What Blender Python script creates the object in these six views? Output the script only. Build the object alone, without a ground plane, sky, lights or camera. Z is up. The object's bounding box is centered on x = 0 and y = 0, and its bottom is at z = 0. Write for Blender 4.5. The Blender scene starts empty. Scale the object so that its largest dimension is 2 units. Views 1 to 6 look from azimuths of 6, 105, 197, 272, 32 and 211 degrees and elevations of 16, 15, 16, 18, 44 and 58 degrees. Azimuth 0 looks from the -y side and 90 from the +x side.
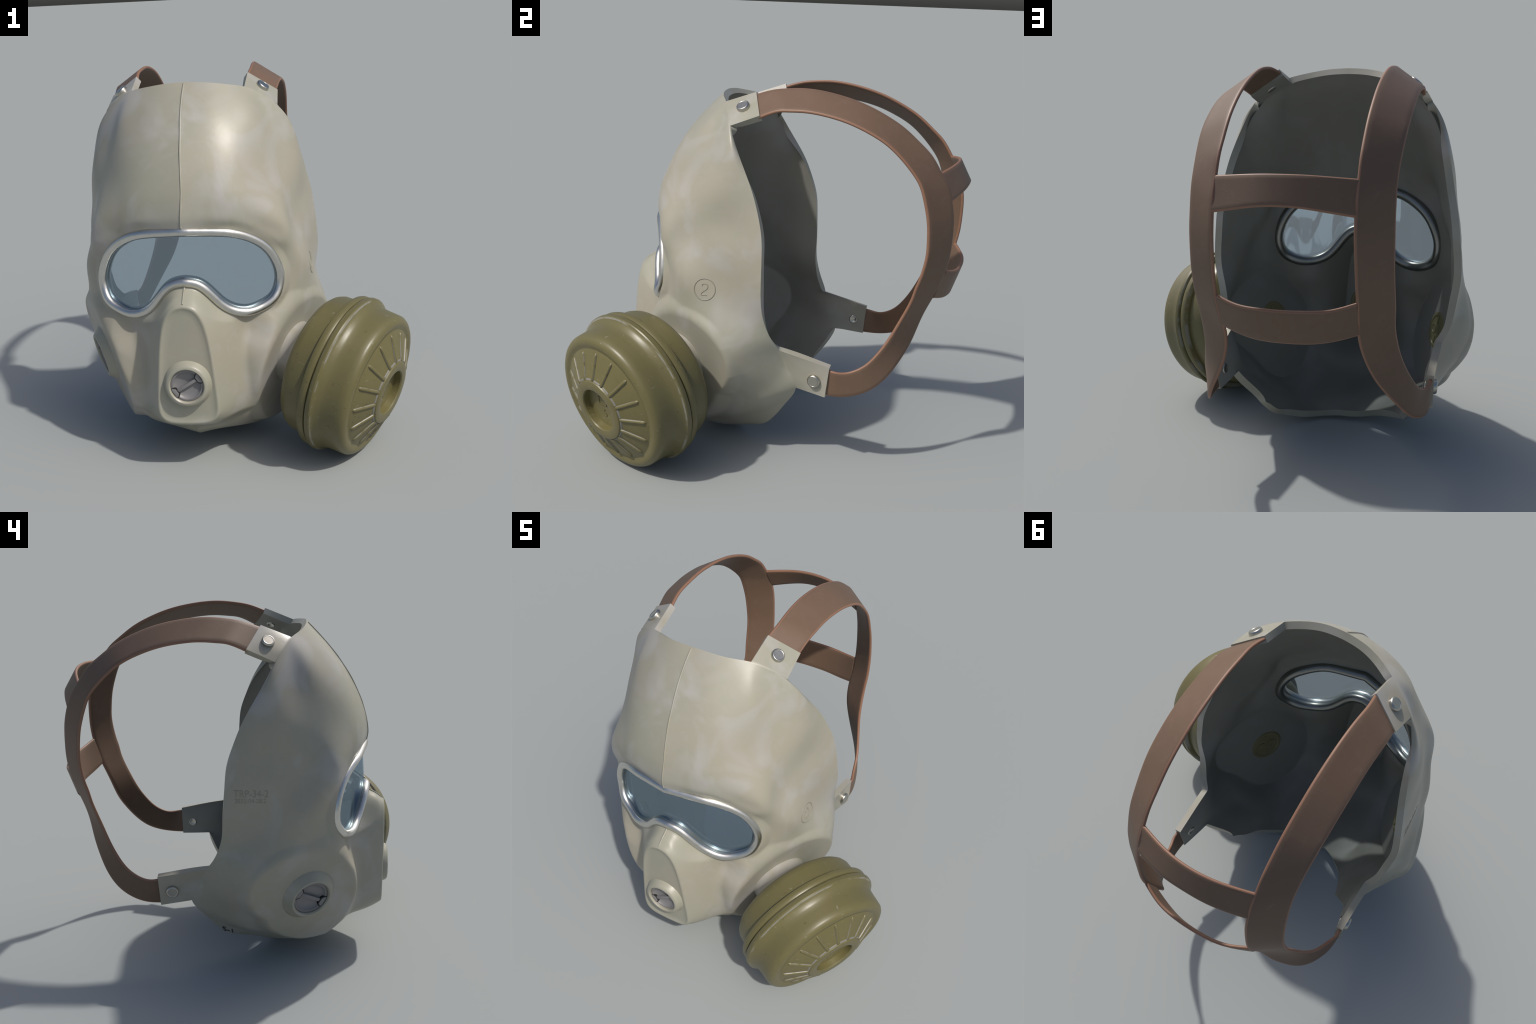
# Procedural rubber respirator: beige face piece, steel-framed eyepiece, brown
# leather head harness, one olive filter canister and two screw valves.
import bpy, bmesh, math, random
import numpy as np
from mathutils import Vector, Matrix
from mathutils.bvhtree import BVHTree

random.seed(7)
XC = -0.221                       # mirror plane of the mask
scene = bpy.context.scene

# ------------------------------------------------------------------ materials
def new_mat(name):
    m = bpy.data.materials.new(name)
    m.use_nodes = True
    nt = m.node_tree
    nt.nodes.clear()
    out = nt.nodes.new('ShaderNodeOutputMaterial')
    return m, nt, out

class G:
    """tiny helper to wire nodes"""
    def __init__(self, nt):
        self.nt = nt
    def n(self, kind, **kw):
        nd = self.nt.nodes.new(kind)
        for k, v in kw.items():
            setattr(nd, k, v)
        return nd
    def link(self, a, b):
        self.nt.links.new(a, b)
    def coords(self):
        return self.n('ShaderNodeTexCoord').outputs['Object']
    def noise(self, vec, scale, detail=4, rough=.5, dist=0.0):
        nd = self.n('ShaderNodeTexNoise')
        nd.inputs['Scale'].default_value = scale
        nd.inputs['Detail'].default_value = detail
        nd.inputs['Roughness'].default_value = rough
        nd.inputs['Distortion'].default_value = dist
        self.link(vec, nd.inputs['Vector'])
        return nd.outputs['Fac']
    def ramp(self, fac, stops):
        nd = self.n('ShaderNodeValToRGB')
        el = nd.color_ramp.elements
        while len(el) < len(stops):
            el.new(0.5)
        for e, (p, c) in zip(el, stops):
            e.position = p
            e.color = (c, c, c, 1) if not isinstance(c, tuple) else (*c, 1)
        self.link(fac, nd.inputs['Fac'])
        return nd.outputs['Color']
    def mix(self, fac, a, b):
        nd = self.n('ShaderNodeMix', data_type='RGBA')
        for sock, v in ((nd.inputs[0], fac), (nd.inputs[6], a), (nd.inputs[7], b)):
            if isinstance(v, tuple):
                sock.default_value = (*v, 1)
            elif isinstance(v, (int, float)):
                sock.default_value = v
            else:
                self.link(v, sock)
        return nd.outputs[2]
    def math(self, op, a, b=None, c=None):
        nd = self.n('ShaderNodeMath', operation=op)
        for i, v in enumerate((a, b, c)):
            if v is None:
                continue
            if isinstance(v, (int, float)):
                nd.inputs[i].default_value = v
            else:
                self.link(v, nd.inputs[i])
        return nd.outputs[0]
    def bsdf(self, out, color, rough=.5, metal=0.0, bump=None, bump_s=.2, bump_d=.01, spec=.5):
        p = self.n('ShaderNodeBsdfPrincipled')
        for name, v in (('Base Color', color), ('Roughness', rough), ('Metallic', metal)):
            s = p.inputs[name]
            if isinstance(v, tuple):
                s.default_value = (*v, 1)
            elif isinstance(v, (int, float)):
                s.default_value = v
            else:
                self.link(v, s)
        p.inputs['Specular IOR Level'].default_value = spec
        if bump is not None:
            b = self.n('ShaderNodeBump')
            b.inputs['Strength'].default_value = bump_s
            b.inputs['Distance'].default_value = bump_d
            self.link(bump, b.inputs['Height'])
            self.link(b.outputs['Normal'], p.inputs['Normal'])
        self.link(p.outputs[0], out.inputs['Surface'])
        return p

def rubber(name, base, pale, warm, rough=.42):
    m, nt, out = new_mat(name)
    g = G(nt)
    co = g.coords()
    patches = g.ramp(g.noise(co, 3.1, 3, .55, .6), [(.50, 0.0), (.66, 1.0)])
    warmth = g.ramp(g.noise(co, 2.3, 4, .6, .3), [(.42, 0.0), (.62, 1.0)])
    streak = g.ramp(g.noise(co, 9.0, 5, .65, 1.2), [(.52, 0.0), (.72, 1.0)])
    c = g.mix(warmth, base, warm)
    c = g.mix(g.math('MULTIPLY', patches, .75), c, pale)
    c = g.mix(g.math('MULTIPLY', streak, .22), c, pale)
    specks = g.ramp(g.noise(co, 60, 2, .5), [(.70, 0.0), (.76, 1.0)])
    c = g.mix(g.math('MULTIPLY', specks, .16), c, tuple(x * .45 for x in base))
    r = g.math('MULTIPLY_ADD', g.noise(co, 5, 4), .18, rough - .09)
    g.bsdf(out, c, r, 0, g.noise(co, 46, 4, .6), .08, .004)
    return m

BEIGE = (0.322, 0.316, 0.252)
M_RUBBER = rubber('beige_rubber', BEIGE, (0.395, 0.382, 0.362), (0.345, 0.320, 0.255), .385)
M_INSIDE = rubber('inner_rubber', (0.245, 0.242, 0.205), (0.275, 0.270, 0.250), (0.255, 0.243, 0.205), .5)  # inner wall in a darker, greyer beige than the outside
M_ETCH = new_mat('etched_rubber')
g = G(M_ETCH[1]); g.bsdf(M_ETCH[2], (0.255, 0.244, 0.188), .5); M_ETCH = M_ETCH[0]  # darker beige paints the shadow line of engraved marks
M_INK = new_mat('black_ink')
g = G(M_INK[1]); g.bsdf(M_INK[2], (0.02, 0.02, 0.018), .6); M_INK = M_INK[0]

def metal(name, col, rough):
    m, nt, out = new_mat(name)
    g = G(nt)
    co = g.coords()
    n = g.noise(co, 30, 4, .6)
    c = g.mix(n, tuple(x * .82 for x in col), col)
    g.bsdf(out, c, g.math('MULTIPLY_ADD', n, .16, rough - .08), 1.0, g.noise(co, 70, 3), .04, .003)
    return m
M_STEEL = metal('brushed_steel', (0.72, 0.71, 0.67), .30)
M_BEZEL = metal('dull_bezel', (0.34, 0.35, 0.33), .34)
M_RIVET = metal('rivet_steel', (0.56, 0.54, 0.48), .30)

def leather():
    m, nt, out = new_mat('brown_leather')
    g = G(nt)
    co = g.coords()
    n1 = g.noise(co, 4.0, 5, .6, .4)
    c = g.mix(n1, (0.132, 0.083, 0.054), (0.174, 0.110, 0.073))
    fine = g.ramp(g.noise(co, 22, 5, .7, .8), [(.55, 0.0), (.75, 1.0)])
    c = g.mix(g.math('MULTIPLY', fine, .25), c, (0.23, 0.155, 0.125))
    g.bsdf(out, c, g.math('MULTIPLY_ADD', n1, .15, .46), 0, g.noise(co, 120, 4, .6), .12, .003, .4)
    return m
M_LEATHER = leather()
M_LEDGE = new_mat('leather_edge')
g = G(M_LEDGE[1]); g.bsdf(M_LEDGE[2], (0.245, 0.128, 0.080), .5); M_LEDGE = M_LEDGE[0]

OLIVE = (0.134, 0.118, 0.047)
SILVER = (0.21, 0.206, 0.180)
def olive(name, ringwear=False, ribwear=False):
    m, nt, out = new_mat(name)
    g = G(nt)
    co = g.coords()
    n1 = g.noise(co, 3.5, 4, .6)
    c = g.mix(n1, tuple(x * .88 for x in OLIVE), tuple(x * 1.12 for x in OLIVE))
    # fine chips and scratches
    mp = g.n('ShaderNodeMapping')
    mp.inputs['Scale'].default_value = (1.0, 2.6, .9)
    mp.inputs['Rotation'].default_value = (.5, .3, .8)
    g.link(co, mp.inputs['Vector'])
    chip = g.ramp(g.noise(mp.outputs[0], 42, 3, .5, .5), [(.685, 0.0), (.72, 1.0)])
    c = g.mix(g.math('MULTIPLY', chip, .55), c, (0.27, 0.255, 0.19))
    dark = g.ramp(g.noise(co, 34, 4, .6, .4), [(.64, 0.0), (.70, 1.0)])
    c = g.mix(g.math('MULTIPLY', dark, .45), c, tuple(x * .35 for x in OLIVE))
    sep = g.n('ShaderNodeSeparateXYZ')
    g.link(co, sep.inputs[0])
    if ringwear:
        rad = g.math('SQRT', g.math('ADD', g.math('POWER', sep.outputs[0], 2.0), g.math('POWER', sep.outputs[1], 2.0)))
        brk = g.ramp(g.noise(co, 9, 3, .6), [(.44, 0.0), (.58, 1.0)])
        for t0, w in ((-.252, .0030), (-.2015, .0032), (-.170, .0022)):
            d = g.math('ABSOLUTE', g.math('SUBTRACT', sep.outputs[2], t0))
            band = g.math('MULTIPLY', g.math('LESS_THAN', d, w), g.math('GREATER_THAN', rad, .383))
            c = g.mix(g.math('MULTIPLY', g.math('MULTIPLY', band, brk), .6), c, (0.29, 0.29, 0.275))
    if ribwear:
        d = g.math('ABSOLUTE', sep.outputs[1])
        brk = g.ramp(g.noise(co, 22, 2, .5), [(.30, 0.0), (.45, 1.0)])
        side = g.math('MULTIPLY', g.math('GREATER_THAN', d, .0076), brk)
        c = g.mix(g.math('MULTIPLY', side, .9), c, SILVER)
    r = g.math('MULTIPLY_ADD', n1, .15, .30)
    g.bsdf(out, c, r, 0, g.noise(co, 90, 3), .05, .003)
    return m
M_OLIVE = olive('olive_paint', ringwear=True)
M_RIB = olive('olive_rib_paint', ribwear=True)
M_PLAIN_OLIVE = olive('plain_olive_paint')
M_PLUG = new_mat('lightened_olive_plug')
g = G(M_PLUG[1]); g.bsdf(M_PLUG[2], g.mix(g.noise(g.coords(), 12, 4), (0.19, 0.172, 0.085), (0.225, 0.205, 0.105)), .45); M_PLUG = M_PLUG[0]  # canister olive lightened for how bright the plugs look in the dim interior
M_WORN = new_mat('worn_metal')
g = G(M_WORN[1]); g.bsdf(M_WORN[2], (0.19, 0.186, 0.165), .5); M_WORN = M_WORN[0]

def plastic():
    m, nt, out = new_mat('grey_plastic')
    g = G(nt)
    co = g.coords()
    c = g.mix(g.noise(co, 14, 4), (0.175, 0.170, 0.172), (0.225, 0.220, 0.222))
    g.bsdf(out, c, .42, 0)
    return m
M_PLASTIC = plastic()
M_GAP = new_mat('dark_gap')
g = G(M_GAP[1]); g.bsdf(M_GAP[2], (0.012, 0.012, 0.012), .7); M_GAP = M_GAP[0]

def glass():
    m, nt, out = new_mat('tinted_glass')
    g = G(nt)
    tr = g.n('ShaderNodeBsdfTransparent')
    tr.inputs['Color'].default_value = (.90, .96, 1.0, 1)
    gl = g.n('ShaderNodeBsdfGlossy')
    gl.inputs['Color'].default_value = (.40, .50, .58, 1)
    gl.inputs['Roughness'].default_value = .04
    mx = g.n('ShaderNodeMixShader')
    mx.inputs['Fac'].default_value = .38
    g.link(tr.outputs[0], mx.inputs[1]); g.link(gl.outputs[0], mx.inputs[2])
    g.link(mx.outputs[0], out.inputs['Surface'])
    return m
M_GLASS = glass()

# ------------------------------------------------------------------ helpers
root = bpy.data.objects.new('gas_mask', None)
scene.collection.objects.link(root)
root.location = (XC, 0, 0)
root['label'] = 'beige rubber gas mask with olive filter and leather straps'
root['category'] = 'gas mask'

def add(name, mesh, parent=root, mats=(), matrix=None, smooth=35):
    ob = bpy.data.objects.new(name, mesh)
    scene.collection.objects.link(ob)
    ob.parent = parent
    w = matrix if matrix is not None else Matrix.Identity(4)
    ob.matrix_parent_inverse = WORLD[parent.name].inverted()
    ob.matrix_basis = w
    WORLD[ob.name] = w
    if not mesh.materials:
        for m in mats:
            mesh.materials.append(m)
    if smooth is not None:
        mesh.polygons.foreach_set('use_smooth', [True] * len(mesh.polygons))
        mesh.set_sharp_from_angle(angle=math.radians(smooth))
    return ob
WORLD = {'gas_mask': Matrix.Translation((XC, 0, 0))}

def mesh_from(name, verts, faces):
    me = bpy.data.meshes.new(name)
    me.from_pydata([tuple(map(float, v)) for v in verts], [], faces)
    me.update()
    return me

def nspline(y, tq, t=None):
    """natural cubic spline through rows of y at parameters t"""
    y = np.asarray(y, float)
    n = len(y)
    t = np.arange(n, dtype=float) if t is None else np.asarray(t, float)
    h = np.diff(t)
    A = np.zeros((n, n)); B = np.zeros((n,) + y.shape[1:])
    A[0, 0] = A[-1, -1] = 1
    for i in range(1, n - 1):
        A[i, i - 1] = h[i - 1]; A[i, i] = 2 * (h[i - 1] + h[i]); A[i, i + 1] = h[i]
        B[i] = 6 * ((y[i + 1] - y[i]) / h[i] - (y[i] - y[i - 1]) / h[i - 1])
    m = np.linalg.solve(A, B.reshape(n, -1)).reshape(B.shape)
    tq = np.asarray(tq, float)
    k = np.clip(np.searchsorted(t, tq, side='right') - 1, 0, n - 2)
    sh = (-1,) + (1,) * (y.ndim - 1)
    a = (t[k + 1] - tq).reshape(sh); b = (tq - t[k]).reshape(sh); hk = h[k].reshape(sh)
    return (m[k] * a ** 3 + m[k + 1] * b ** 3) / (6 * hk) + (y[k] / hk - m[k] * hk / 6) * a + (y[k + 1] / hk - m[k + 1] * hk / 6) * b

def chord(pts):
    pts = np.asarray(pts, float)
    return np.r_[0, np.cumsum(np.sqrt(np.linalg.norm(np.diff(pts, axis=0), axis=1)))]

def curve_through(pts, n):
    t = chord(pts)
    return nspline(pts, np.linspace(0, t[-1], n), t)

def sstep(a, b, x):
    x = np.clip((x - a) / (b - a), 0, 1)
    return x * x * (3 - 2 * x)

def lathe(profile, seg, close_ends=False):
    """profile of (t, r) spun about local z"""
    V, F = [], []
    for t, r in profile:
        for k in range(seg):
            a = 2 * math.pi * k / seg
            V.append((r * math.cos(a), r * math.sin(a), t))
    for i in range(len(profile) - 1):
        for k in range(seg):
            k2 = (k + 1) % seg
            F.append((i * seg + k, i * seg + k2, (i + 1) * seg + k2, (i + 1) * seg + k))
    if close_ends:
        F.append(tuple(range(seg))[::-1])
        F.append(tuple((len(profile) - 1) * seg + k for k in range(seg)))
    return V, F

def axis_matrix(origin, z, up=(0, 0, 1)):
    z = Vector(z).normalized()
    x = Vector(up).cross(z)
    x.normalize()
    y = z.cross(x)
    m = Matrix((x, y, z)).transposed().to_4x4()
    m.translation = Vector(origin)
    return m

# ------------------------------------------------------------------ filter axis
FC = np.array([0.7373, -0.6691, 0.3785])          # centre of the filter's front face
FN = np.array([0.8664, -0.4458, -0.2250]); FN /= np.linalg.norm(FN)
FA = np.cross(FN, [0, 0, 1]); FA /= np.linalg.norm(FA)
FB = np.cross(FA, FN)
PLATE_T = -0.52                                    # flat cheek facet lies at this depth

# ------------------------------------------------------------------ face piece
# rows run from the centre seam (X=0) round to the open rear rim; (X, y, z)
COLS = 7
ROWS = [
    [(0.000, -0.366, 1.937), (0.098, -0.360, 1.932), (0.200, -0.334, 1.917), (0.297, -0.288, 1.896), (0.360, -0.262, 1.866), (0.413, -0.236, 1.832), (0.459, -0.209, 1.791)],
    [(0.000, -0.490, 1.815), (0.136, -0.487, 1.791), (0.253, -0.441, 1.780), (0.353, -0.381, 1.763), (0.414, -0.306, 1.730), (0.505, -0.204, 1.714), (0.515, -0.146, 1.667)],
    [(0.000, -0.610, 1.660), (0.152, -0.593, 1.641), (0.285, -0.537, 1.629), (0.387, -0.446, 1.609), (0.465, -0.334, 1.581), (0.551, -0.201, 1.559), (0.565, -0.065, 1.520)],
    [(0.000, -0.700, 1.490), (0.175, -0.670, 1.475), (0.306, -0.607, 1.465), (0.413, -0.503, 1.453), (0.494, -0.377, 1.439), (0.572, -0.218, 1.424), (0.592, -0.015, 1.400)],
    [(0.000, -0.742, 1.330), (0.210, -0.696, 1.323), (0.342, -0.641, 1.308), (0.467, -0.550, 1.304), (0.513, -0.412, 1.296), (0.579, -0.231, 1.287), (0.618, 0.022, 1.270)],
    [(0.000, -0.735, 1.180), (0.210, -0.669, 1.182), (0.355, -0.613, 1.179), (0.503, -0.553, 1.179), (0.537, -0.413, 1.163), (0.600, -0.224, 1.154), (0.632, 0.033, 1.140)],
    [(0.000, -0.735, 1.030), (0.205, -0.704, 1.028), (0.348, -0.617, 1.029), (0.489, -0.534, 1.024), (0.588, -0.405, 1.010), (0.607, -0.208, 0.998), (0.640, 0.037, 0.980)],
    [(0.000, -0.725, 0.870), (0.198, -0.700, 0.867), (0.355, -0.640, 0.867), (0.483, -0.543, 0.867), (0.590, -0.395, 0.863), (0.628, -0.204, 0.861), (0.622, 0.047, 0.840)],
    [(0.000, -0.710, 0.700), (0.160, -0.703, 0.701), (0.319, -0.640, 0.700), (0.456, -0.561, 0.699), (0.584, -0.401, 0.701), (0.672, -0.143, 0.721), (0.598, 0.088, 0.720)],
    [(0.000, -0.700, 0.520), (0.180, -0.696, 0.523), (0.348, -0.678, 0.524), (0.489, -0.487, 0.521), (0.610, -0.252, 0.530), (0.673, -0.103, 0.568), (0.562, 0.127, 0.645)],
    [(0.000, -0.690, 0.340), (0.168, -0.692, 0.342), (0.327, -0.668, 0.339), (0.456, -0.448, 0.340), (0.565, -0.237, 0.372), (0.575, -0.007, 0.425), (0.530, 0.170, 0.530)],
    [(0.000, -0.660, 0.150), (0.119, -0.650, 0.168), (0.248, -0.615, 0.170), (0.346, -0.525, 0.193), (0.434, -0.372, 0.215), (0.498, -0.079, 0.272), (0.508, 0.215, 0.425)],
    [(0.000, -0.500, 0.060), (0.099, -0.484, 0.075), (0.197, -0.446, 0.083), (0.311, -0.376, 0.082), (0.375, -0.273, 0.139), (0.409, -0.075, 0.201), (0.430, 0.140, 0.290)],
    [(0.000, -0.219, 0.027), (0.090, -0.220, 0.030), (0.160, -0.195, 0.047), (0.237, -0.130, 0.082), (0.312, -0.059, 0.119), (0.360, 0.020, 0.160), (0.400, 0.095, 0.230)],
]
NU, NV = 190, 420
ctrl = np.array(ROWS)                                   # rows, cols, 3
vq = np.linspace(0, len(ROWS) - 1, NV + 1)
uq = np.linspace(0, COLS - 1, NU + 1)
S = nspline(ctrl, vq)                                   # NV+1, cols, 3
S = np.swapaxes(nspline(np.swapaxes(S, 0, 1), uq), 0, 1)  # NV+1, NU+1, 3
S[:, 0, 0] = 0.0

def in_poly(px, pz, poly):
    inside = np.zeros(px.shape, bool)
    n = len(poly)
    for i in range(n):
        x1, z1 = poly[i]; x2, z2 = poly[(i + 1) % n]
        c = ((z1 > pz) != (z2 > pz)) & (px < (x2 - x1) * (pz - z1) / (z2 - z1 + 1e-12) + x1)
        inside ^= c
    return inside

# --- cheek facet: flatten along the filter axis inside an uneven outline
OUTLINE = [(-180, .345), (-150, .262), (-120, .29), (-90, .35), (-64, .375), (-40, .335), (-26, .314),
           (7, .285), (30, .262), (53, .254), (75, .262), (99, .278), (130, .325), (155, .36), (168, .362), (180, .345)]
def facet(P):
    W = P.copy(); W[..., 0] += XC
    d = W - FC
    t = d @ FN
    o = d - t[..., None] * FN
    r = np.linalg.norm(o, axis=-1)
    th = np.degrees(np.arctan2(o @ FB, o @ FA))
    ang, rr = np.array(OUTLINE).T
    R = np.interp(th, ang, rr)
    soft = np.interp(th, [-180, -150, -100, -64, -26, 20, 50, 80, 100, 168, 180],
                     [.07, .08, .07, .05, .07, .13, .14, .11, .07, .05, .07])
    w = (1 - sstep(0.0, 1.0, (r - R) / soft)) * sstep(-.68, -.61, t)
    # only where the skin already faces along the axis
    n = np.cross(np.gradient(P, axis=0), np.gradient(P, axis=1))
    n /= np.linalg.norm(n, axis=-1, keepdims=True) + 1e-12
    w = w * sstep(.35, .7, np.abs(n @ FN))
    return P + (w * (PLATE_T - t))[..., None] * FN

# --- snout: a tapering plate pushed out in -y, its flanks easing into the cheeks
PLATE = [(0, .902), (.040, .893), (.074, .868), (.104, .815), (.128, .715), (.144, .572), (.155, .440), (.158, .372),
         (.150, .325), (.122, .292), (.075, .278), (0, .274)]
_h = curve_through(PLATE, 60)
_h[:, 0] = np.maximum(_h[:, 0], 0)
PLATE_LOOP = np.vstack([_h, (_h * [-1, 1])[-2:0:-1]])
def plate_distance(X, z):
    """signed distance to the plate outline, negative inside"""
    q = np.stack([X, z], -1)
    best = np.full(X.shape, 9.0)
    n = len(PLATE_LOOP)
    for i in range(n):
        p0, p1 = PLATE_LOOP[i], PLATE_LOOP[(i + 1) % n]
        e = p1 - p0
        f = np.clip(((q - p0) @ e) / (e @ e + 1e-12), 0, 1)
        best = np.minimum(best, np.linalg.norm(q - p0 - f[..., None] * e, axis=-1))
    return np.where(in_poly(X, z, PLATE_LOOP), -best, best)
def snout(P):
    X, y, z = np.abs(P[..., 0]), P[..., 1], P[..., 2]
    sd = plate_distance(X, z)
    d = .5 * (sd + np.sqrt(sd ** 2 + .013 ** 2))
    ridge = .007 * np.exp(-((sd + .006) / .012) ** 2)
    ys = -.866 - .014 * np.clip((.9 - z) / .62, 0, 1.1) + 1.50 * d * (1 + .5 * sstep(.29, .20, z)) - ridge + .004 * sstep(.01, .05, -sd)
    k = .06
    h = np.clip(.5 + .5 * (y - ys) / k, 0, 1)
    ym = y * (1 - h) + ys * h - k * h * (1 - h)
    act = (y < -.3) & (X < .45) & (z < 1.08)
    n = np.cross(np.gradient(P, axis=0), np.gradient(P, axis=1))
    n /= np.linalg.norm(n, axis=-1, keepdims=True) + 1e-12
    fade = sstep(1.04, .96, z) * sstep(.45, .34, X) * sstep(-.40, -.54, y) * np.maximum(sstep(.15, .5, np.abs(n[..., 1])), sstep(.30, .22, X) * sstep(-.42, -.52, y))
    out = P.copy()
    out[..., 1] = np.where(act, y + (np.minimum(ym, y) - y) * fade, y)
    return out

S = facet(S)
S[:, 0, 0] = 0.0
S = snout(S)

# --- eyepiece rim (X, y, z), right half, top centre round to bottom centre
EYE = [(0, -.730, 1.240), (.138, -.702, 1.230), (.235, -.677, 1.217), (.317, -.637, 1.184), (.391, -.600, 1.129), (.437, -.577, 1.059),
       (.463, -.567, .974), (.457, -.575, .905), (.430, -.603, .850), (.368, -.632, .812), (.294, -.671, .800), (.216, -.697, .824),
       (.160, -.718, .872), (.112, -.737, .932), (.062, -.748, .974), (0, -.756, .988)]
half3 = curve_through(EYE, 60)
half = half3[:, [0, 2]]
eye_loop = np.vstack([half, (half * [-1, 1])[-2:0:-1]])

# --- seat the skin against the eyepiece rim
def seat(P):
    X, z = P[..., 0], P[..., 2]
    q = np.stack([X, z], -1)
    best = np.full(X.shape, 9.0); yy = np.zeros(X.shape)
    for i in range(len(half3) - 1):
        p0, p1 = half[i], half[i + 1]
        e = p1 - p0
        f = np.clip(((q - p0) @ e) / (e @ e + 1e-12), 0, 1)
        d = np.linalg.norm(q - p0 - f[..., None] * e, axis=-1)
        yy = np.where(d < best, half3[i, 1] * (1 - f) + half3[i + 1, 1] * f, yy)
        best = np.minimum(best, d)
    w = (1 - sstep(.012, .055, best)) * (P[..., 1] < -.3)
    out = P.copy()
    goal = np.where(P[..., 1] > yy + .003, yy + .003, np.maximum(P[..., 1], yy - .010))
    out[..., 1] += w * (goal - P[..., 1])
    # soft brow that overhangs the rim
    ztop = np.interp(X, [0, .138, .235, .317, .391, .437, .47], [1.24, 1.23, 1.217, 1.184, 1.129, 1.10, 1.08])
    brow = np.exp(-((z - ztop - .062) / .042) ** 2) * sstep(.58, .44, X) * (P[..., 1] < -.3)
    out[..., 1] -= .010 * brow * (.35 + .65 * sstep(.05, .22, X))
    return out
S = seat(S)

# --- the jaw sags a little on the filter side and is tucked up on the other
def side(sgn):
    Q = S.copy()
    low = 1 - sstep(.13, .34, Q[..., 2])
    out = sstep(.02, .26, Q[..., 0])
    def bump(y0, wy, z0, wz):
        return np.exp(-((S[..., 1] - y0) / wy) ** 2 - ((S[..., 2] - z0) / wz) ** 2) * sstep(.1, .3, S[..., 0])
    if sgn > 0:
        Q[..., 2] -= .042 * low * out * np.exp(-((Q[..., 1] + .12) / .30) ** 2)
        Q[..., 0] += .012 * bump(-.05, .2, .33, .13)
        Q[..., 0] -= .018 * bump(-.20, .15, 1.27, .20)
    else:
        Q[..., 2] += .034 * low * out * np.exp(-((Q[..., 1] + .38) / .25) ** 2)
        Q[..., 0] -= .022 * bump(.0, .2, .38, .12)
        Q[..., 0] -= .012 * bump(-.34, .14, 1.66, .14)
        Q[..., 1] += .008 * bump(-.34, .14, 1.66, .14)
    return Q
SIDE = {1: side(1), -1: side(-1)}

# --- strap tabs that grow out of the rim
TAB_U0 = 3.0
TOP_TIP = (np.array([.301, -.122, 1.956]), np.array([.452, -.056, 1.852]))
LOW_V0, LOW_V1 = 9.0, 11.0
LOW_TIP = (np.array([.559, .401, .585]), np.array([.550, .382, .412]))

# --- assemble the outer skin
verts, faces, glass_faces = [], [], []
index = {}
def vid(key, co):
    if key not in index:
        index[key] = len(verts)
        verts.append(co)
    return index[key]
def quad(keys, pts, side, store):
    ids = [vid(k, p) for k, p in zip(keys, pts)]
    if side < 0:
        ids = ids[::-1]
    if len(set(ids)) > 2:
        store.append(tuple(dict.fromkeys(ids)))

cent = (S[:-1, :-1] + S[1:, :-1] + S[:-1, 1:] + S[1:, 1:]) / 4
hole = in_poly(cent[..., 0], cent[..., 2], eye_loop) & (cent[..., 1] < -.3)
for sgn in (1, -1):
    T = SIDE[sgn]
    def key(i, j):
        return ('c', i) if j == 0 else (sgn, i, j)
    def W(p):
        return (XC + sgn * p[0], p[1], p[2])
    for i in range(NV):
        for j in range(NU):
            ks = [key(i, j), key(i, j + 1), key(i + 1, j + 1), key(i + 1, j)]
            ps = [W(T[i, j]), W(T[i, j + 1]), W(T[i + 1, j + 1]), W(T[i + 1, j])]
            if not hole[i, j]:
                quad(ks, ps, -sgn, faces)
    # upper tab
    j0 = int(round(TAB_U0 / (COLS - 1) * NU))
    NT = 14
    def tab(j, s):
        f = (j - j0) / (NU - j0)
        tip = TOP_TIP[0] * (1 - f) + TOP_TIP[1] * f
        b = T[0, j]
        return b + (tip - b) * s
    for s in range(NT):
        for j in range(j0, NU):
            def tk(a, bj):
                return key(0, bj) if a == 0 else (sgn, 'top', a, bj)
            q = [(s, j), (s, j + 1), (s + 1, j + 1), (s + 1, j)]
            quad([tk(*x) for x in q], [W(tab(x[1], x[0] / NT)) for x in q], sgn, faces)
    # lower tab
    i0 = int(round(LOW_V0 / (len(ROWS) - 1) * NV)); i1 = int(round(LOW_V1 / (len(ROWS) - 1) * NV))
    def tabl(i, s):
        f = (i - i0) / (i1 - i0)
        tip = LOW_TIP[0] * (1 - f) + LOW_TIP[1] * f
        b = T[i, NU]
        return b + (tip - b) * s
    NL = 18
    for s in range(NL):
        for i in range(i0, i1):
            def lk(ii, a):
                return key(ii, NU) if a == 0 else (sgn, 'low', ii, a)
            q = [(i, s), (i, s + 1), (i + 1, s + 1), (i + 1, s)]
            quad([lk(*x) for x in q], [W(tabl(x[0], x[1] / NL)) for x in q], -sgn, faces)

skin = mesh_from('face_piece', verts, faces)

# full closed skin (no eye hole) for projecting things onto
def grid_bvh():
    V, F = [], []
    for sgn in (1, -1):
        o = len(V)
        for i in range(NV + 1):
            for j in range(NU + 1):
                p = SIDE[sgn][i, j]
                V.append((XC + sgn * p[0], p[1], p[2]))
        for i in range(NV):
            for j in range(NU):
                a = o + i * (NU + 1) + j
                F.append((a, a + 1, a + NU + 2, a + NU + 1))
    return BVHTree.FromPolygons(V, F)
BVH = grid_bvh()

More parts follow.
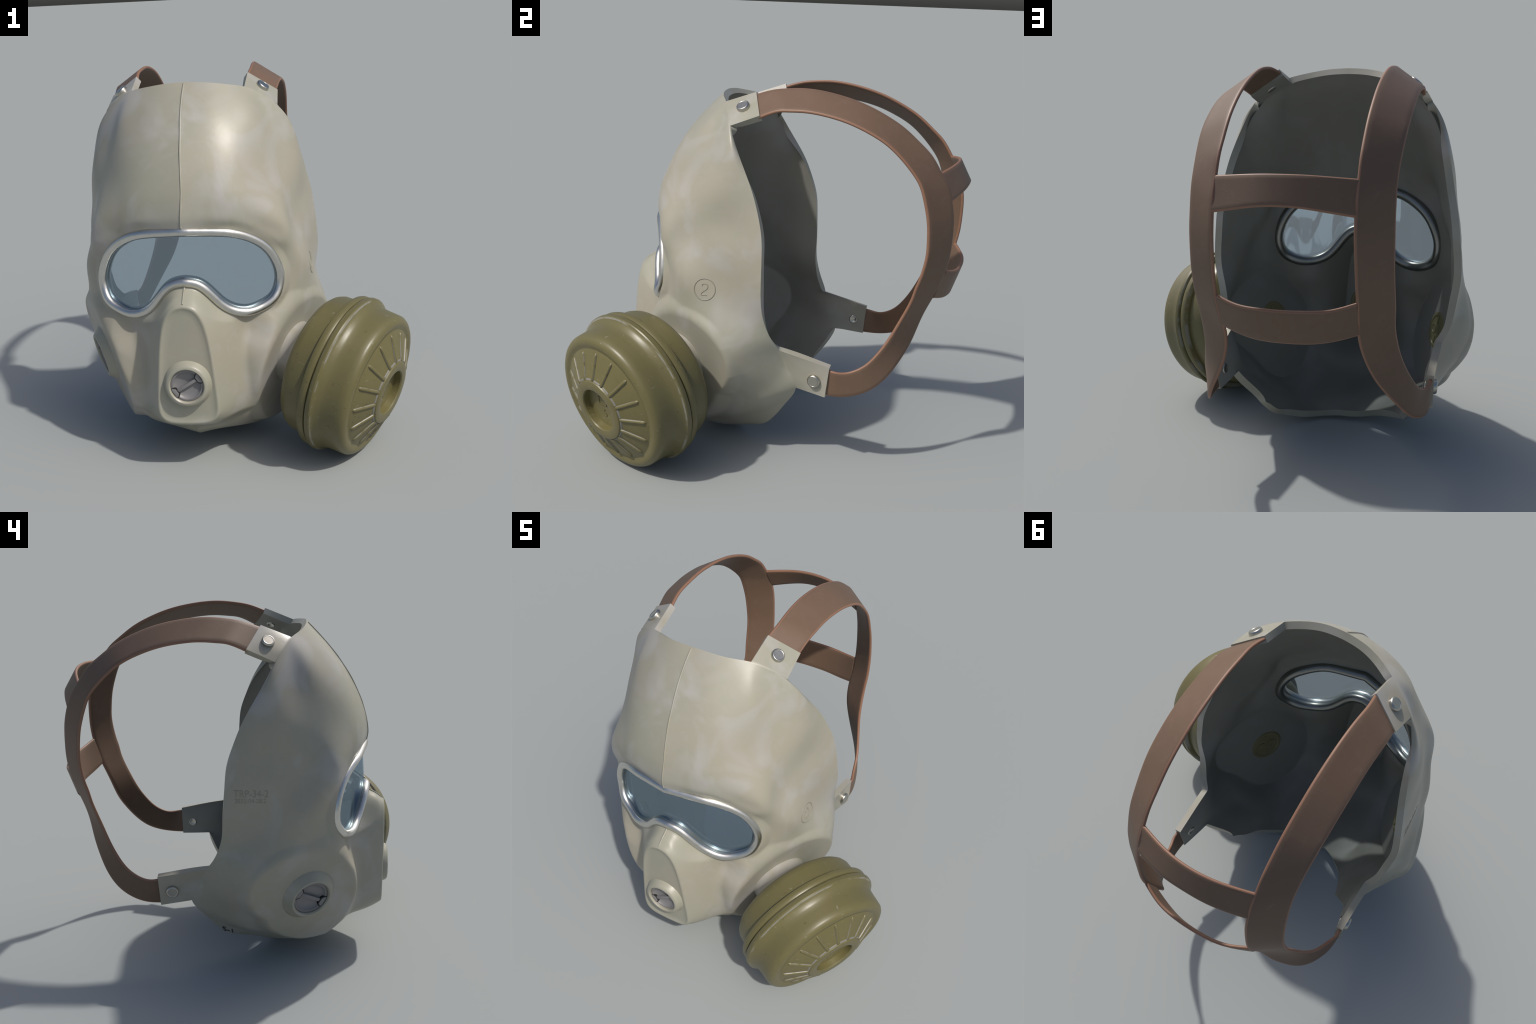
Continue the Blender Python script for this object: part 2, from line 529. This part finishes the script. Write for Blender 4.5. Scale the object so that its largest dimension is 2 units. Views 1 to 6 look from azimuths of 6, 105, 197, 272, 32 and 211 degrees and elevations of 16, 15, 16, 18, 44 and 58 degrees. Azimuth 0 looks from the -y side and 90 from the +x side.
def hit(origin, direction):
    loc, nor, idx, dist = BVH.ray_cast(Vector(origin), Vector(direction).normalized())
    if loc is None:
        loc, nor, idx, dist = BVH.find_nearest(Vector(origin))
    if nor.dot(Vector(direction)) > 0:
        nor = -nor
    return loc, nor

def apply_mods(ob):
    dg = bpy.context.evaluated_depsgraph_get()
    me = bpy.data.meshes.new_from_object(ob.evaluated_get(dg))
    old = ob.data
    ob.data = me
    ob.modifiers.clear()
    me.name = old.name
    bpy.data.meshes.remove(old)
    return ob

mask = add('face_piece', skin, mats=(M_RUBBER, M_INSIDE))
# the shell is thinner along its open edge
vg = mask.vertex_groups.new(name='shell')
bmr = bmesh.new(); bmr.from_mesh(skin)
edge_pts = [v.co.copy() for v in bmr.verts if v.is_boundary]
bmr.free()
from mathutils.kdtree import KDTree
kd = KDTree(len(edge_pts))
for k_, p_ in enumerate(edge_pts):
    kd.insert(p_, k_)
kd.balance()
for v in skin.vertices:
    dd_ = kd.find(v.co)[2]
    vg.add([v.index], .80 + .20 * float(sstep(.015, .12, dd_)), 'REPLACE')
sol = mask.modifiers.new('thickness', 'SOLIDIFY')
sol.thickness = .044
sol.vertex_group = 'shell'
sol.offset = -1
sol.use_rim = True
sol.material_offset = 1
sol.material_offset_rim = 0
bpy.context.view_layer.update()
n_outer = len(skin.vertices)
apply_mods(mask)
# relax the inner wall so that it stays a calm offset of the outer one
co = np.empty(len(mask.data.vertices) * 3); mask.data.vertices.foreach_get('co', co); co = co.reshape(-1, 3)
ed = np.empty(len(mask.data.edges) * 2, int); mask.data.edges.foreach_get('vertices', ed); ed = ed.reshape(-1, 2)
inner = np.arange(len(co)) >= n_outer
pinned = ~inner
cross_e = inner[ed[:, 0]] != inner[ed[:, 1]]
pinned[ed[cross_e].ravel()] = True
ie = ed[inner[ed[:, 0]] & inner[ed[:, 1]]]
deg = np.bincount(ie.ravel(), minlength=len(co)).astype(float); deg[deg == 0] = 1
# even out the thickness direction along the open edge
pair_o = np.where(inner[ed[cross_e][:, 0]], ed[cross_e][:, 1], ed[cross_e][:, 0])
pair_i = np.where(inner[ed[cross_e][:, 0]], ed[cross_e][:, 0], ed[cross_e][:, 1])
off = np.zeros_like(co); off[pair_i] = co[pair_i] - co[pair_o]
isrim = np.zeros(len(co), bool); isrim[pair_i] = True
re_ = ie[isrim[ie[:, 0]] & isrim[ie[:, 1]]]
rdeg = np.bincount(re_.ravel(), minlength=len(co)).astype(float); rdeg[rdeg == 0] = 1
for _ in range(40):
    acc = np.zeros_like(co)
    for k_ in range(3):
        acc[:, k_] = np.bincount(re_[:, 0], off[re_[:, 1], k_], len(co)) + np.bincount(re_[:, 1], off[re_[:, 0], k_], len(co))
    off = np.where(isrim[:, None], off * .4 + .6 * acc / rdeg[:, None], off)
ln = np.linalg.norm(off[pair_i], axis=1, keepdims=True)
co[pair_i] = co[pair_o] + off[pair_i] / (ln + 1e-9) * .037
for _ in range(70):
    acc = np.zeros_like(co)
    for k_ in range(3):
        acc[:, k_] = np.bincount(ie[:, 0], co[ie[:, 1], k_], len(co)) + np.bincount(ie[:, 1], co[ie[:, 0], k_], len(co))
    new = acc / deg[:, None]
    co = np.where(pinned[:, None], co, co * .5 + new * .5)
mask.data.vertices.foreach_set('co', co.ravel()); mask.data.update()
mask.data.polygons.foreach_set('use_smooth', [True] * len(mask.data.polygons))
mask.data.set_sharp_from_angle(angle=math.radians(50))

# ------------------------------------------------------------------ tubes
def tube(path, rad, seg=12, closed=False, squash=None):
    """sweep a circle along a path of Vectors; rad may be a number or a list"""
    n = len(path)
    V, F = [], []
    prev = None
    for i, p in enumerate(path):
        a = path[(i - 1) % n] if (closed or i > 0) else p
        b = path[(i + 1) % n] if (closed or i < n - 1) else p
        t = (b - a).normalized()
        if prev is None:
            u = t.orthogonal().normalized()
        else:
            u = (prev - t * prev.dot(t)).normalized()
        prev = u
        v = t.cross(u)
        r = rad[i] if isinstance(rad, (list, tuple)) else rad
        for k in range(seg):
            an = 2 * math.pi * k / seg
            V.append(p + (u * math.cos(an) + v * math.sin(an)) * r)
    m = n if closed else n - 1
    off = 0
    if closed:      # find twist so that the loop closes cleanly
        best = min(range(seg), key=lambda s: sum((V[(n - 1) * seg + k] - V[(k + s) % seg]).length for k in range(seg)))
        off = best
    for i in range(m):
        for k in range(seg):
            k2 = (k + 1) % seg
            i2 = (i + 1) % n
            s = off if (closed and i == n - 1) else 0
            F.append((i * seg + k, i * seg + k2, i2 * seg + (k2 + s) % seg, i2 * seg + (k + s) % seg))
    if not closed:
        F.append(tuple(range(seg))[::-1]); F.append(tuple((n - 1) * seg + k for k in range(seg)))
    return V, F

# ------------------------------------------------------------------ eyepiece
loop3 = np.vstack([half3, (half3 * [-1, 1, 1])[-2:0:-1]])
fy = loop3[:, 1]
frame_path = [Vector((XC + p[0], p[1], p[2])) for p in loop3]
V, F = tube(frame_path, .0235, 16, True)
frame = add('eyepiece_frame', mesh_from('eyepiece_frame', V, F), mats=(M_STEEL,), smooth=60)

# inner gasket band visible from behind
V, F = tube([Vector((XC + (p.x - XC) * .99, p.y + .036, p.z + (1.02 - p.z) * .01)) for p in frame_path], .0275, 16, True)
add('inner_bezel', mesh_from('inner_bezel', V, F), parent=frame, mats=(M_BEZEL,), smooth=60)

# lens pane: fill the rim with rings that follow the rim's bend
def lens_mesh():
    V, F = [], []
    N = 60
    # split half outline into upper and lower branch at its widest point
    k = int(np.argmax(half[:, 0]))
    up, lo = half[:k + 1], half[k:][::-1]
    xw = half[k, 0] - .002
    X = np.linspace(-xw, xw, 2 * N + 1)
    nz = 14
    for dy in (.010, .016):
        for x in X:
            ax = abs(x)
            zt = np.interp(ax, up[:, 0], up[:, 1]); zb = np.interp(ax, lo[:, 0], lo[:, 1])
            yt = np.interp(ax, up[:, 0], fy[:k + 1]); yb = np.interp(ax, lo[:, 0], fy[k:len(half)][::-1])
            for s in range(nz + 1):
                f = s / nz
                V.append((XC + x, yt * (1 - f) + yb * f + dy, zt * (1 - f) + zb * f))
    L = (2 * N + 1) * (nz + 1)
    for i in range(2 * N):
        for s in range(nz):
            a = i * (nz + 1) + s
            F.append((a, a + 1, a + nz + 2, a + nz + 1))
            b = a + L
            F.append((b, b + nz + 1, b + nz + 2, b + 1))
    return mesh_from('lens', V, F)
add('lens', lens_mesh(), parent=frame, mats=(M_GLASS,), smooth=60)

# ------------------------------------------------------------------ centre seam
def seam_path(z0, z1, n, amp):
    P = []
    for i in range(n):
        z = z0 + (z1 - z0) * i / (n - 1)
        x = XC + amp * math.sin(z * 9.0 + 1.0) + amp * .2 * math.sin(z * 23)
        loc, nor = hit((x, -2, z), (0, 1, 0))
        P.append(loc + nor * .0005)
    return P
for z0, z1, n, a in ((1.930, 1.262, 90, .006), (.968, .905, 16, .002), (.250, .150, 20, .002)):
    P = seam_path(z0, z1, n, a)
    V, F = tube(P, [.0050 * (1 + .12 * math.sin(i * .35)) for i in range(n)], 8)
    add('seam', mesh_from('seam', V, F), parent=mask, mats=(M_RUBBER,), smooth=60)

# ------------------------------------------------------------------ valves
def valve(matrix, r_base, r_top, r_hole, height, turn):
    """screw-in valve: rubber collar, grey slotted insert"""
    prof = [(-.03, r_base + .012), (.0, r_base), (height * .25, r_base - (r_base - r_top) * .3), (height * .8, r_top + .004), (height, r_top - .004),
            (height + .001, r_hole + .006), (height - .006, r_hole), (-.012, r_hole)]
    V, F = lathe(prof, 64)
    housing = add('valve_housing', mesh_from('valve_housing', V, F), mats=(M_RUBBER,), matrix=matrix, smooth=40)
    z0 = height - .026
    # grey insert: dished disc with rim
    R = r_hole
    prof = [(z0 + .010, R), (z0 + .013, R - .006), (z0 + .013, R * .86), (z0 + .003, R * .80), (z0 - .004, R * .55), (z0 - .006, .001)]
    V, F = lathe(prof, 56)
    mm = matrix @ Matrix.Rotation(turn, 4, 'Z')
    ins = add('valve_insert', mesh_from('valve_insert', V, F), parent=housing, mats=(M_PLASTIC,), matrix=mm, smooth=50)
    def block(name, pts, za, zb, mat, bev=.003):
        bm = bmesh.new()
        b = [bm.verts.new((x, y, za)) for x, y in pts]
        f = bm.faces.new(b)
        r = bmesh.ops.extrude_face_region(bm, geom=[f])
        for v in r['geom']:
            if isinstance(v, bmesh.types.BMVert):
                v.co.z = zb
        bmesh.ops.recalc_face_normals(bm, faces=bm.faces)
        if bev:
            bmesh.ops.bevel(bm, geom=[e for e in bm.edges if all(v.co.z > (za + zb) / 2 for v in e.verts)], offset=bev, segments=2, affect='EDGES', profile=.5)
        me = bpy.data.meshes.new(name); bm.to_mesh(me); bm.free()
        return add(name, me, parent=ins, mats=(mat,), matrix=mm, smooth=30)
    h = R * .10
    block('valve_grip', [(-R * .72, -h), (R * .72, -h), (R * .72, h), (-R * .72, h)], z0 - .008, z0 + .011, M_PLASTIC)
    for s in (1, -1):
        def shp(inner, spread):
            return [(s * x, s * y) for x, y in ((inner, -R * .17 - spread), (inner, R * .17 + spread), (inner + R * .14, R * .30 + spread),
                                                (R * .955, R * .30 + spread), (R * .955, -R * .30 - spread), (inner + R * .14, -R * .30 - spread))]
        block('valve_slot', shp(R * .655, R * .045), z0 - .004, z0 + .0135, M_GAP, 0)
        block('valve_lug', shp(R * .70, 0), z0 - .004, z0 + .0165, M_PLASTIC, .003)
    return housing

# front valve on the snout
valve(axis_matrix((XC + .003, -.874, .494), (0, -1, .035)), .122, .104, .084, .036, math.radians(32))
# cheek valve on the free side (mirror of the filter axis)
nm = np.array([-FN[0], FN[1], FN[2]])
cm = FC + FN * PLATE_T
cm = np.array([2 * XC - cm[0], cm[1], cm[2]])
valve(axis_matrix(cm, nm), .160, .124, .104, .042, math.radians(-27))

# screw plugs seen from inside the mask, both cheeks
def plug(centre, normal):
    m = axis_matrix(centre, normal)
    V, F = lathe([(-.03, .100), (.004, .100), (.008, .096), (.009, .082), (.005, .078), (.005, .001)], 48)
    p = add('inner_plug', mesh_from('inner_plug', V, F), parent=mask, mats=(M_PLUG,), matrix=m, smooth=40)
    for y in (-.034, .034):
        V, F = lathe([(.004, .030), (.0085, .028), (.0085, .021), (.006, .019), (.006, .001)], 28)
        add('plug_stud', mesh_from('plug_stud', V, F), parent=p, mats=(M_PLUG,), matrix=m @ Matrix.Translation((y, 0, 0)), smooth=40)
    for s in (1, -1):
        bm = bmesh.new(); bmesh.ops.create_cube(bm, size=1)
        bmesh.ops.scale(bm, vec=(.008, .045, .006), verts=bm.verts)
        bmesh.ops.translate(bm, vec=(0, s * .056, .006), verts=bm.verts)
        me = bpy.data.meshes.new('plug_bar'); bm.to_mesh(me); bm.free()
        add('plug_bar', me, parent=p, mats=(M_PLUG,), matrix=m)
MB = BVHTree.FromPolygons([tuple(v.co) for v in mask.data.vertices], [tuple(f.vertices) for f in mask.data.polygons])
def plug_on_wall(start, direction):
    loc, nor, _, _ = MB.ray_cast(Vector(start), Vector(direction).normalized())
    d = Vector(direction).normalized()
    plug(loc + d * .003, -d)
ci = FC + FN * (PLATE_T - .20)
plug_on_wall(ci, FN)
plug_on_wall((2 * XC - ci[0], ci[1], ci[2]), nm)
plug_on_wall((XC, -.60, .494), (0, -1, 0))

# ------------------------------------------------------------------ filter canister
FM = Matrix((Vector(-FA), Vector(FB), Vector(FN))).transposed().to_4x4()
FM.translation = Vector(FC)
prof = [(-.435, .18), (-.430, .21), (-.415, .265), (-.398, .315), (-.382, .346), (-.362, .365), (-.338, .375), (-.256, .379),
        (-.2535, .402), (-.249, .409), (-.240, .413), (-.222, .413), (-.213, .409), (-.2105, .401), (-.2065, .401), (-.204, .411),
        (-.200, .418), (-.195, .4205), (-.178, .4205), (-.172, .417), (-.168, .409), (-.155, .400), (-.140, .392), (-.128, .3875), (-.098, .385),
        (-.055, .3835), (-.029, .3815), (-.015, .374), (-.005, .362), (-.001, .347), (-.002, .333), (-.006, .323), (-.006, .316),
        (-.001, .308), (.0265, .243), (.0525, .183), (.055, .178), (.058, .172), (.066, .167), (.069, .160), (.070, .130), (.068, .120),
        (.062, .116), (.028, .114), (.026, .110), (.026, .001)]
V, F = lathe(prof, 96)
can = add('filter_canister', mesh_from('filter_canister', V, F), mats=(M_OLIVE,), matrix=FM, smooth=30)

# rubber collar between cheek and canister
V, F = lathe([(-.55, .170), (-.515, .168), (-.50, .166), (-.475, .178), (-.45, .205), (-.43, .235), (-.412, .27)], 72)
add('filter_collar', mesh_from('filter_collar', V, F), mats=(M_RUBBER,), matrix=FM, smooth=50)

# radial ribs on the face (16), shared mesh; local x = radius, local z = face normal
def rib_mesh():
    V, F = [], []
    r0, r1, w = .172, .309, .0095
    n, seg = 14, 9
    for i in range(n + 1):
        f = i / n
        r = r0 + (r1 - r0) * f
        t = np.interp(r, [.183, .243, .308], [.0525, .0265, -.001])
        e = (1 - f) * n
        k = math.sqrt(max(0.02, 1 - max(0, 1 - e / 1.0) ** 2)) if e < 1 else 1
        for s in range(seg):
            a = math.pi * s / (seg - 1)
            V.append((r, -math.cos(a) * w * k, t - .002 + math.sin(a) ** .8 * .0125 * k))
    for i in range(n):
        for s in range(seg - 1):
            a = i * seg + s
            F.append((a, a + seg, a + seg + 1, a + 1))
    F.append(tuple(range(seg))); F.append(tuple(n * seg + s for s in range(seg))[::-1])
    return mesh_from('rib', V, F)
rib = rib_mesh()
def dash_mesh():
    V, F = [], []
    n = 6
    a0 = math.radians(22.5) * .5
    sp = math.radians(7.4)
    cs = ((.1790, .050), (.1782, .0535), (.1745, .0555), (.1720, .0575), (.1705, .052))
    for i in range(n + 1):
        a = a0 - sp + 2 * sp * i / n
        for r, t in cs:
            V.append((r * math.cos(a), r * math.sin(a), t + .0035))
    m = len(cs)
    for i in range(n):
        for s in range(m - 1):
            k = i * m + s
            F.append((k, k + m, k + m + 1, k + 1))
    F.append(tuple(range(m))); F.append(tuple(n * m + s for s in range(m))[::-1])
    return mesh_from('worn_dash', V, F)
dash = dash_mesh()
for k in range(16):
    rot = FM @ Matrix.Rotation(math.radians(22.5 * k + .5), 4, 'Z')
    add('rib', rib, parent=can, mats=(M_RIB,), matrix=rot, smooth=50)
    add('worn_dash', dash, parent=can, mats=(M_WORN,), matrix=rot, smooth=50)

# hub floor marks: a small framed square and a digit-like hook, slightly proud
def text_mesh(s, size, extrude):
    cu = bpy.data.curves.new('txt', 'FONT')
    cu.body = s; cu.size = size; cu.extrude = extrude
    cu.align_x = 'CENTER'; cu.align_y = 'CENTER'
    cu.resolution_u = 3
    ob = bpy.data.objects.new('txt', cu)
    scene.collection.objects.link(ob)
    bpy.context.view_layer.update()
    dg = bpy.context.evaluated_depsgraph_get()
    me = bpy.data.meshes.new_from_object(ob.evaluated_get(dg))
    bpy.data.objects.remove(ob)
    me.materials.clear()
    return me
hubm = FM @ Matrix.Translation((0, 0, .0255))
V, F = [], []
for (x0, y0, x1, y1) in ((-.03, .012, .03, .016), (-.03, .052, .03, .056), (-.03, .012, -.026, .056), (.026, .012, .03, .056)):
    b = len(V)
    for z in (0, .004):
        V += [(x0, y0, z), (x1, y0, z), (x1, y1, z), (x0, y1, z)]
    F += [(b, b + 3, b + 2, b + 1), (b + 4, b + 5, b + 6, b + 7)] + [(b + i, b + (i + 1) % 4, b + 4 + (i + 1) % 4, b + 4 + i) for i in range(4)]
add('hub_mark', mesh_from('hub_mark', V, F), parent=can, mats=(M_PLAIN_OLIVE,), matrix=hubm, smooth=None)
add('hub_mark', text_mesh('5', .07, .003), parent=can, mats=(M_PLAIN_OLIVE,), matrix=hubm @ Matrix.Translation((0, -.04, 0)), smooth=None)

# ------------------------------------------------------------------ harness
M_EDGE = [(.301, -.135, 1.951), (.303, -.03, 1.970), (.302, .06, 1.983), (.301, .165, 1.987), (.30, .30, 1.970), (.30, .45, 1.930), (.30, .575, 1.875),
          (.299, .67, 1.818), (.298, .75, 1.752), (.298, .815, 1.690), (.298, .866, 1.612), (.298, .908, 1.540), (.298, .932, 1.468),
          (.299, .948, 1.38), (.301, .950, 1.28), (.302, .945, 1.19), (.302, .931, 1.110), (.299, .906, 1.025), (.294, .875, .950), (.304, .838, .842),
          (.347, .800, .717), (.397, .758, .626), (.444, .708, .546), (.490, .621, .464), (.526, .494, .421), (.546, .385, .418)]
L_EDGE = [(.452, -.068, 1.846), (.453, .04, 1.875), (.455, .10, 1.881), (.456, .18, 1.883), (.458, .28, 1.873), (.460, .40, 1.846), (.459, .51, 1.803),
          (.456, .605, 1.750), (.451, .68, 1.685), (.447, .73, 1.630), (.445, .775, 1.568), (.445, .800, 1.505), (.445, .818, 1.440),
          (.446, .832, 1.37), (.446, .839, 1.28), (.446, .838, 1.20), (.446, .815, 1.085), (.443, .797, 1.03), (.440, .780, .965), (.447, .738, .845),
          (.468, .685, .735), (.492, .628, .650), (.508, .575, .597), (.527, .500, .562), (.545, .440, .563), (.556, .385, .572)]
TH = .017
def forward(pts):
    return [(x, y - .012 * float(sstep(.98, .80, np.array(z))) * (1 if i < len(pts) - 1 else 0), z) for i, (x, y, z) in enumerate(pts)]
M_EDGE = forward(M_EDGE); L_EDGE = forward(L_EDGE)
n0 = Vector((.62, -.27, .74)).normalized()
def shift(pts, k, v):
    return [tuple(np.array(p) - np.array(v) * .017) if i == k else p for i, p in enumerate(pts)]
M_EDGE = shift(M_EDGE, 0, n0); L_EDGE = shift(L_EDGE, 0, n0)
M_EDGE = shift(M_EDGE, -1 % len(M_EDGE), (1, 0, 0)); L_EDGE = shift(L_EDGE, -1 % len(L_EDGE), (1, 0, 0))

def ribbon(A, B, n, across=8, bulge=0.0, flip=False):
    """slab between edge curves A and B (lists of points), bevelled edges"""
    A = curve_through(A, n); B = curve_through(B, n)
    nor = np.zeros((n, 3))
    tan = np.gradient((A + B) / 2, axis=0)
    nor = np.cross(tan, B - A); nor /= np.linalg.norm(nor, axis=1)[:, None]
    if flip:
        nor = -nor
    V, F = [], []
    # cross-section outline: outer face, then inner face, with small chamfers
    sec = []
    c = .05
    for i in range(across + 1):
        f = c + (1 - 2 * c) * i / across
        sec.append((f, .5))
    sec.append((1 - c * .25, .32)); sec.append((1.0, 0)); sec.append((1 - c * .25, -.32))
    for i in range(across + 1):
        f = 1 - c - (1 - 2 * c) * i / across
        sec.append((f, -.5))
    sec.append((c * .25, -.32)); sec.append((0, 0)); sec.append((c * .25, .32))
    m = len(sec)
    for i in range(n):
        for f, h in sec:
            p = A[i] * (1 - f) + B[i] * f + nor[i] * (h * TH)
            V.append(p)
    mats = []
    for i in range(n - 1):
        for s in range(m):
            s2 = (s + 1) % m
            F.append((i * m + s, i * m + s2, (i + 1) * m + s2, (i + 1) * m + s))
            a, b = sec[s], sec[s2]
            mats.append(0 if (abs(a[1]) == .5 and abs(b[1]) == .5) else 1)
    F.append(tuple(range(m))[::-1]); F.append(tuple((n - 1) * m + s for s in range(m)))
    mats += [0, 0]
    return V, F, mats

def put_ribbon(name, A, B, n, sgn=1, mirror=True):
    V, F, mats = ribbon(A, B, n)
    V = [(XC + sgn * v[0], v[1], v[2]) for v in V]
    if sgn < 0:
        F = [f[::-1] for f in F]
    me = mesh_from(name, V, F)
    bm = bmesh.new(); bm.from_mesh(me)
    bmesh.ops.recalc_face_normals(bm, faces=bm.faces)
    bm.to_mesh(me); bm.free()
    me.materials.append(M_LEATHER); me.materials.append(M_LEDGE)
    me.polygons.foreach_set('material_index', mats)
    return add(name, me, smooth=50)
for sgn in (1, -1):
    put_ribbon('head_strap', M_EDGE, L_EDGE, 150, sgn)
e = .296
C1T = [(-e - .006, .862, 1.612), (-.2, .896, 1.625), (-.1, .920, 1.635), (0, .928, 1.638), (.1, .920, 1.635), (.2, .896, 1.625), (e + .006, .862, 1.612)]
C1B = [(-e - .006, .931, 1.468), (-.2, .966, 1.491), (-.1, .988, 1.510), (0, .993, 1.516), (.1, .988, 1.510), (.2, .966, 1.491), (e + .006, .931, 1.468)]
C2T = [(-e - .006, .930, 1.110), (-.2, .970, 1.087), (-.1, .988, 1.082), (0, .992, 1.080), (.1, .988, 1.082), (.2, .970, 1.087), (e + .006, .930, 1.110)]
C2B = [(-e - .004, .874, .950), (-.2, .908, .926), (-.1, .932, .916), (0, .938, .914), (.1, .932, .916), (.2, .908, .926), (e + .004, .874, .950)]
put_ribbon('cross_strap', C1T, C1B, 60)
put_ribbon('cross_strap', C2T, C2B, 60)

# ------------------------------------------------------------------ rivets
def rivet_mesh(name, r, h):
    V, F = lathe([(-.006, r), (h * .45, r), (h * .75, r * .96), (h * .97, r * .86), (h, r * .80), (h * .985, r * .74), (h * .93, r * .71), (h * .93, .0005)], 32)
    return mesh_from(name, V, F)
riv = rivet_mesh('rivet', .036, .019)
riv_in = rivet_mesh('rivet_tail', .026, .010)
def tab_normal(b0, b1, t0, t1):
    nrm = Vector(b1 - b0).cross(Vector(t0 - b0)).normalized()
    return nrm
for sgn in (1, -1):
    for pos, nr in (((.3825, -.167, 1.886), (.62, -.27, .74)), ((.5505, .320, .4965), None)):
        if nr is None:
            a = LOW_TIP[0] - S[i0, NU]; b = LOW_TIP[1] - LOW_TIP[0]
            v = Vector(a).cross(Vector(b)).normalized()
            if v.x < 0:
                v = -v
        else:
            v = Vector(nr).normalized()
        v = Vector((v.x * sgn, v.y, v.z))
        p = Vector((XC + sgn * pos[0], pos[1], pos[2]))
        # drop onto the tab
        tb = BVHTree.FromPolygons([tuple(x.co) for x in mask.data.vertices], [tuple(f.vertices) for f in mask.data.polygons])
        loc, nn, _, _ = tb.ray_cast(p + v * .15, -v)
        if loc is None:
            loc, nn = p, v
        nn = nn if nn.dot(v) > 0 else v
        rv = add('rivet', riv, mats=(M_RIVET,), matrix=axis_matrix(loc, nn), smooth=40)
        add('rivet_tail', riv_in, parent=rv, mats=(M_RIVET,), matrix=axis_matrix(loc - nn * .034, -nn), smooth=40)

# ------------------------------------------------------------------ markings
def wrap(me, origin, right, up, lift, direction):
    """lay a flat mesh (local x right, y up) on the skin, looking along direction"""
    r, u, d = Vector(right).normalized(), Vector(up).normalized(), Vector(direction).normalized()
    for v in me.vertices:
        p = Vector(origin) + r * v.co.x + u * v.co.y
        loc, nor = hit(p - d * .3, d)
        if (loc - p).length > .12:
            loc, nor, _, _ = BVH.find_nearest(p)
            if nor.dot(d) > 0:
                nor = -nor
        v.co = loc + nor * (lift + v.co.z)
    return me

def ring_mesh(R, rad):
    pts = [Vector((R * math.cos(2 * math.pi * k / 72), R * math.sin(2 * math.pi * k / 72), 0)) for k in range(72)]
    V, F = tube(pts, rad, 8, True)
    return mesh_from('size_ring', V, F)
def subdivided(me, cuts=2):
    bm = bmesh.new(); bm.from_mesh(me)
    bmesh.ops.triangulate(bm, faces=bm.faces)
    bmesh.ops.subdivide_edges(bm, edges=bm.edges, cuts=cuts)
    bm.to_mesh(me); bm.free()
    return me
# circled 2 on the filter-side cheek
o2 = (XC + .602, -.275, .946)
d2 = (-1, .25, 0); r2 = (.25, 1, 0)
me = wrap(ring_mesh(.057, .0032), o2, r2, (0, 0, 1), -.0005, d2)
add('size_ring', me, parent=mask, mats=(M_ETCH,), smooth=60)
# the digit drawn as one stroke
def stroke2(h):
    pts = [(-.26, .28), (-.24, .42), (-.12, .50), (.04, .50), (.20, .42), (.26, .26), (.20, .06), (0, -.12), (-.20, -.28), (-.28, -.46), (-.27, -.50), (-.1, -.5), (.26, -.5)]
    c = curve_through(pts[:10], 40)
    c = np.vstack([c, np.array(pts[10:])])
    return [Vector((x * h, y * h, 0)) for x, y in c]
V, F = tube(stroke2(.060), .0030, 8)
me = wrap(mesh_from('size_digit', V, F), o2, r2, (0, 0, 1), -.0005, d2)
add('size_digit', me, parent=mask, mats=(M_ETCH,), smooth=60)
# stamped lines on the other cheek
for s, size, x0, z0, sx in (('TRP-34-2', .058, -.108, 1.115, 1.0), ('2032-04-28.2', .036, -.105, 1.075, 1.0)):
    me = subdivided(text_mesh(s, size, .0015), 1)
    xs = [v.co.x for v in me.vertices]
    k = (.19 if size > .05 else .172) / (max(xs) - min(xs))
    for v in me.vertices:
        v.co.x *= k; v.co.z *= .35
    me = wrap(me, (XC - .62, x0, z0), (-.12, -1, 0), (0, 0, 1), .0003, (1, .12, 0))
    add('stamped_text', me, parent=mask, mats=(M_ETCH,), smooth=None)
# inked code under the jaw
me = subdivided(text_mesh('S-1', .062, .0008), 2)
me = wrap(me, (XC - .372, .015, .184), (.30, -1, -.25), (-.45, .05, .85), .0025, (1, 0, .45))
add('printed_text', me, parent=mask, mats=(M_INK,), smooth=None)
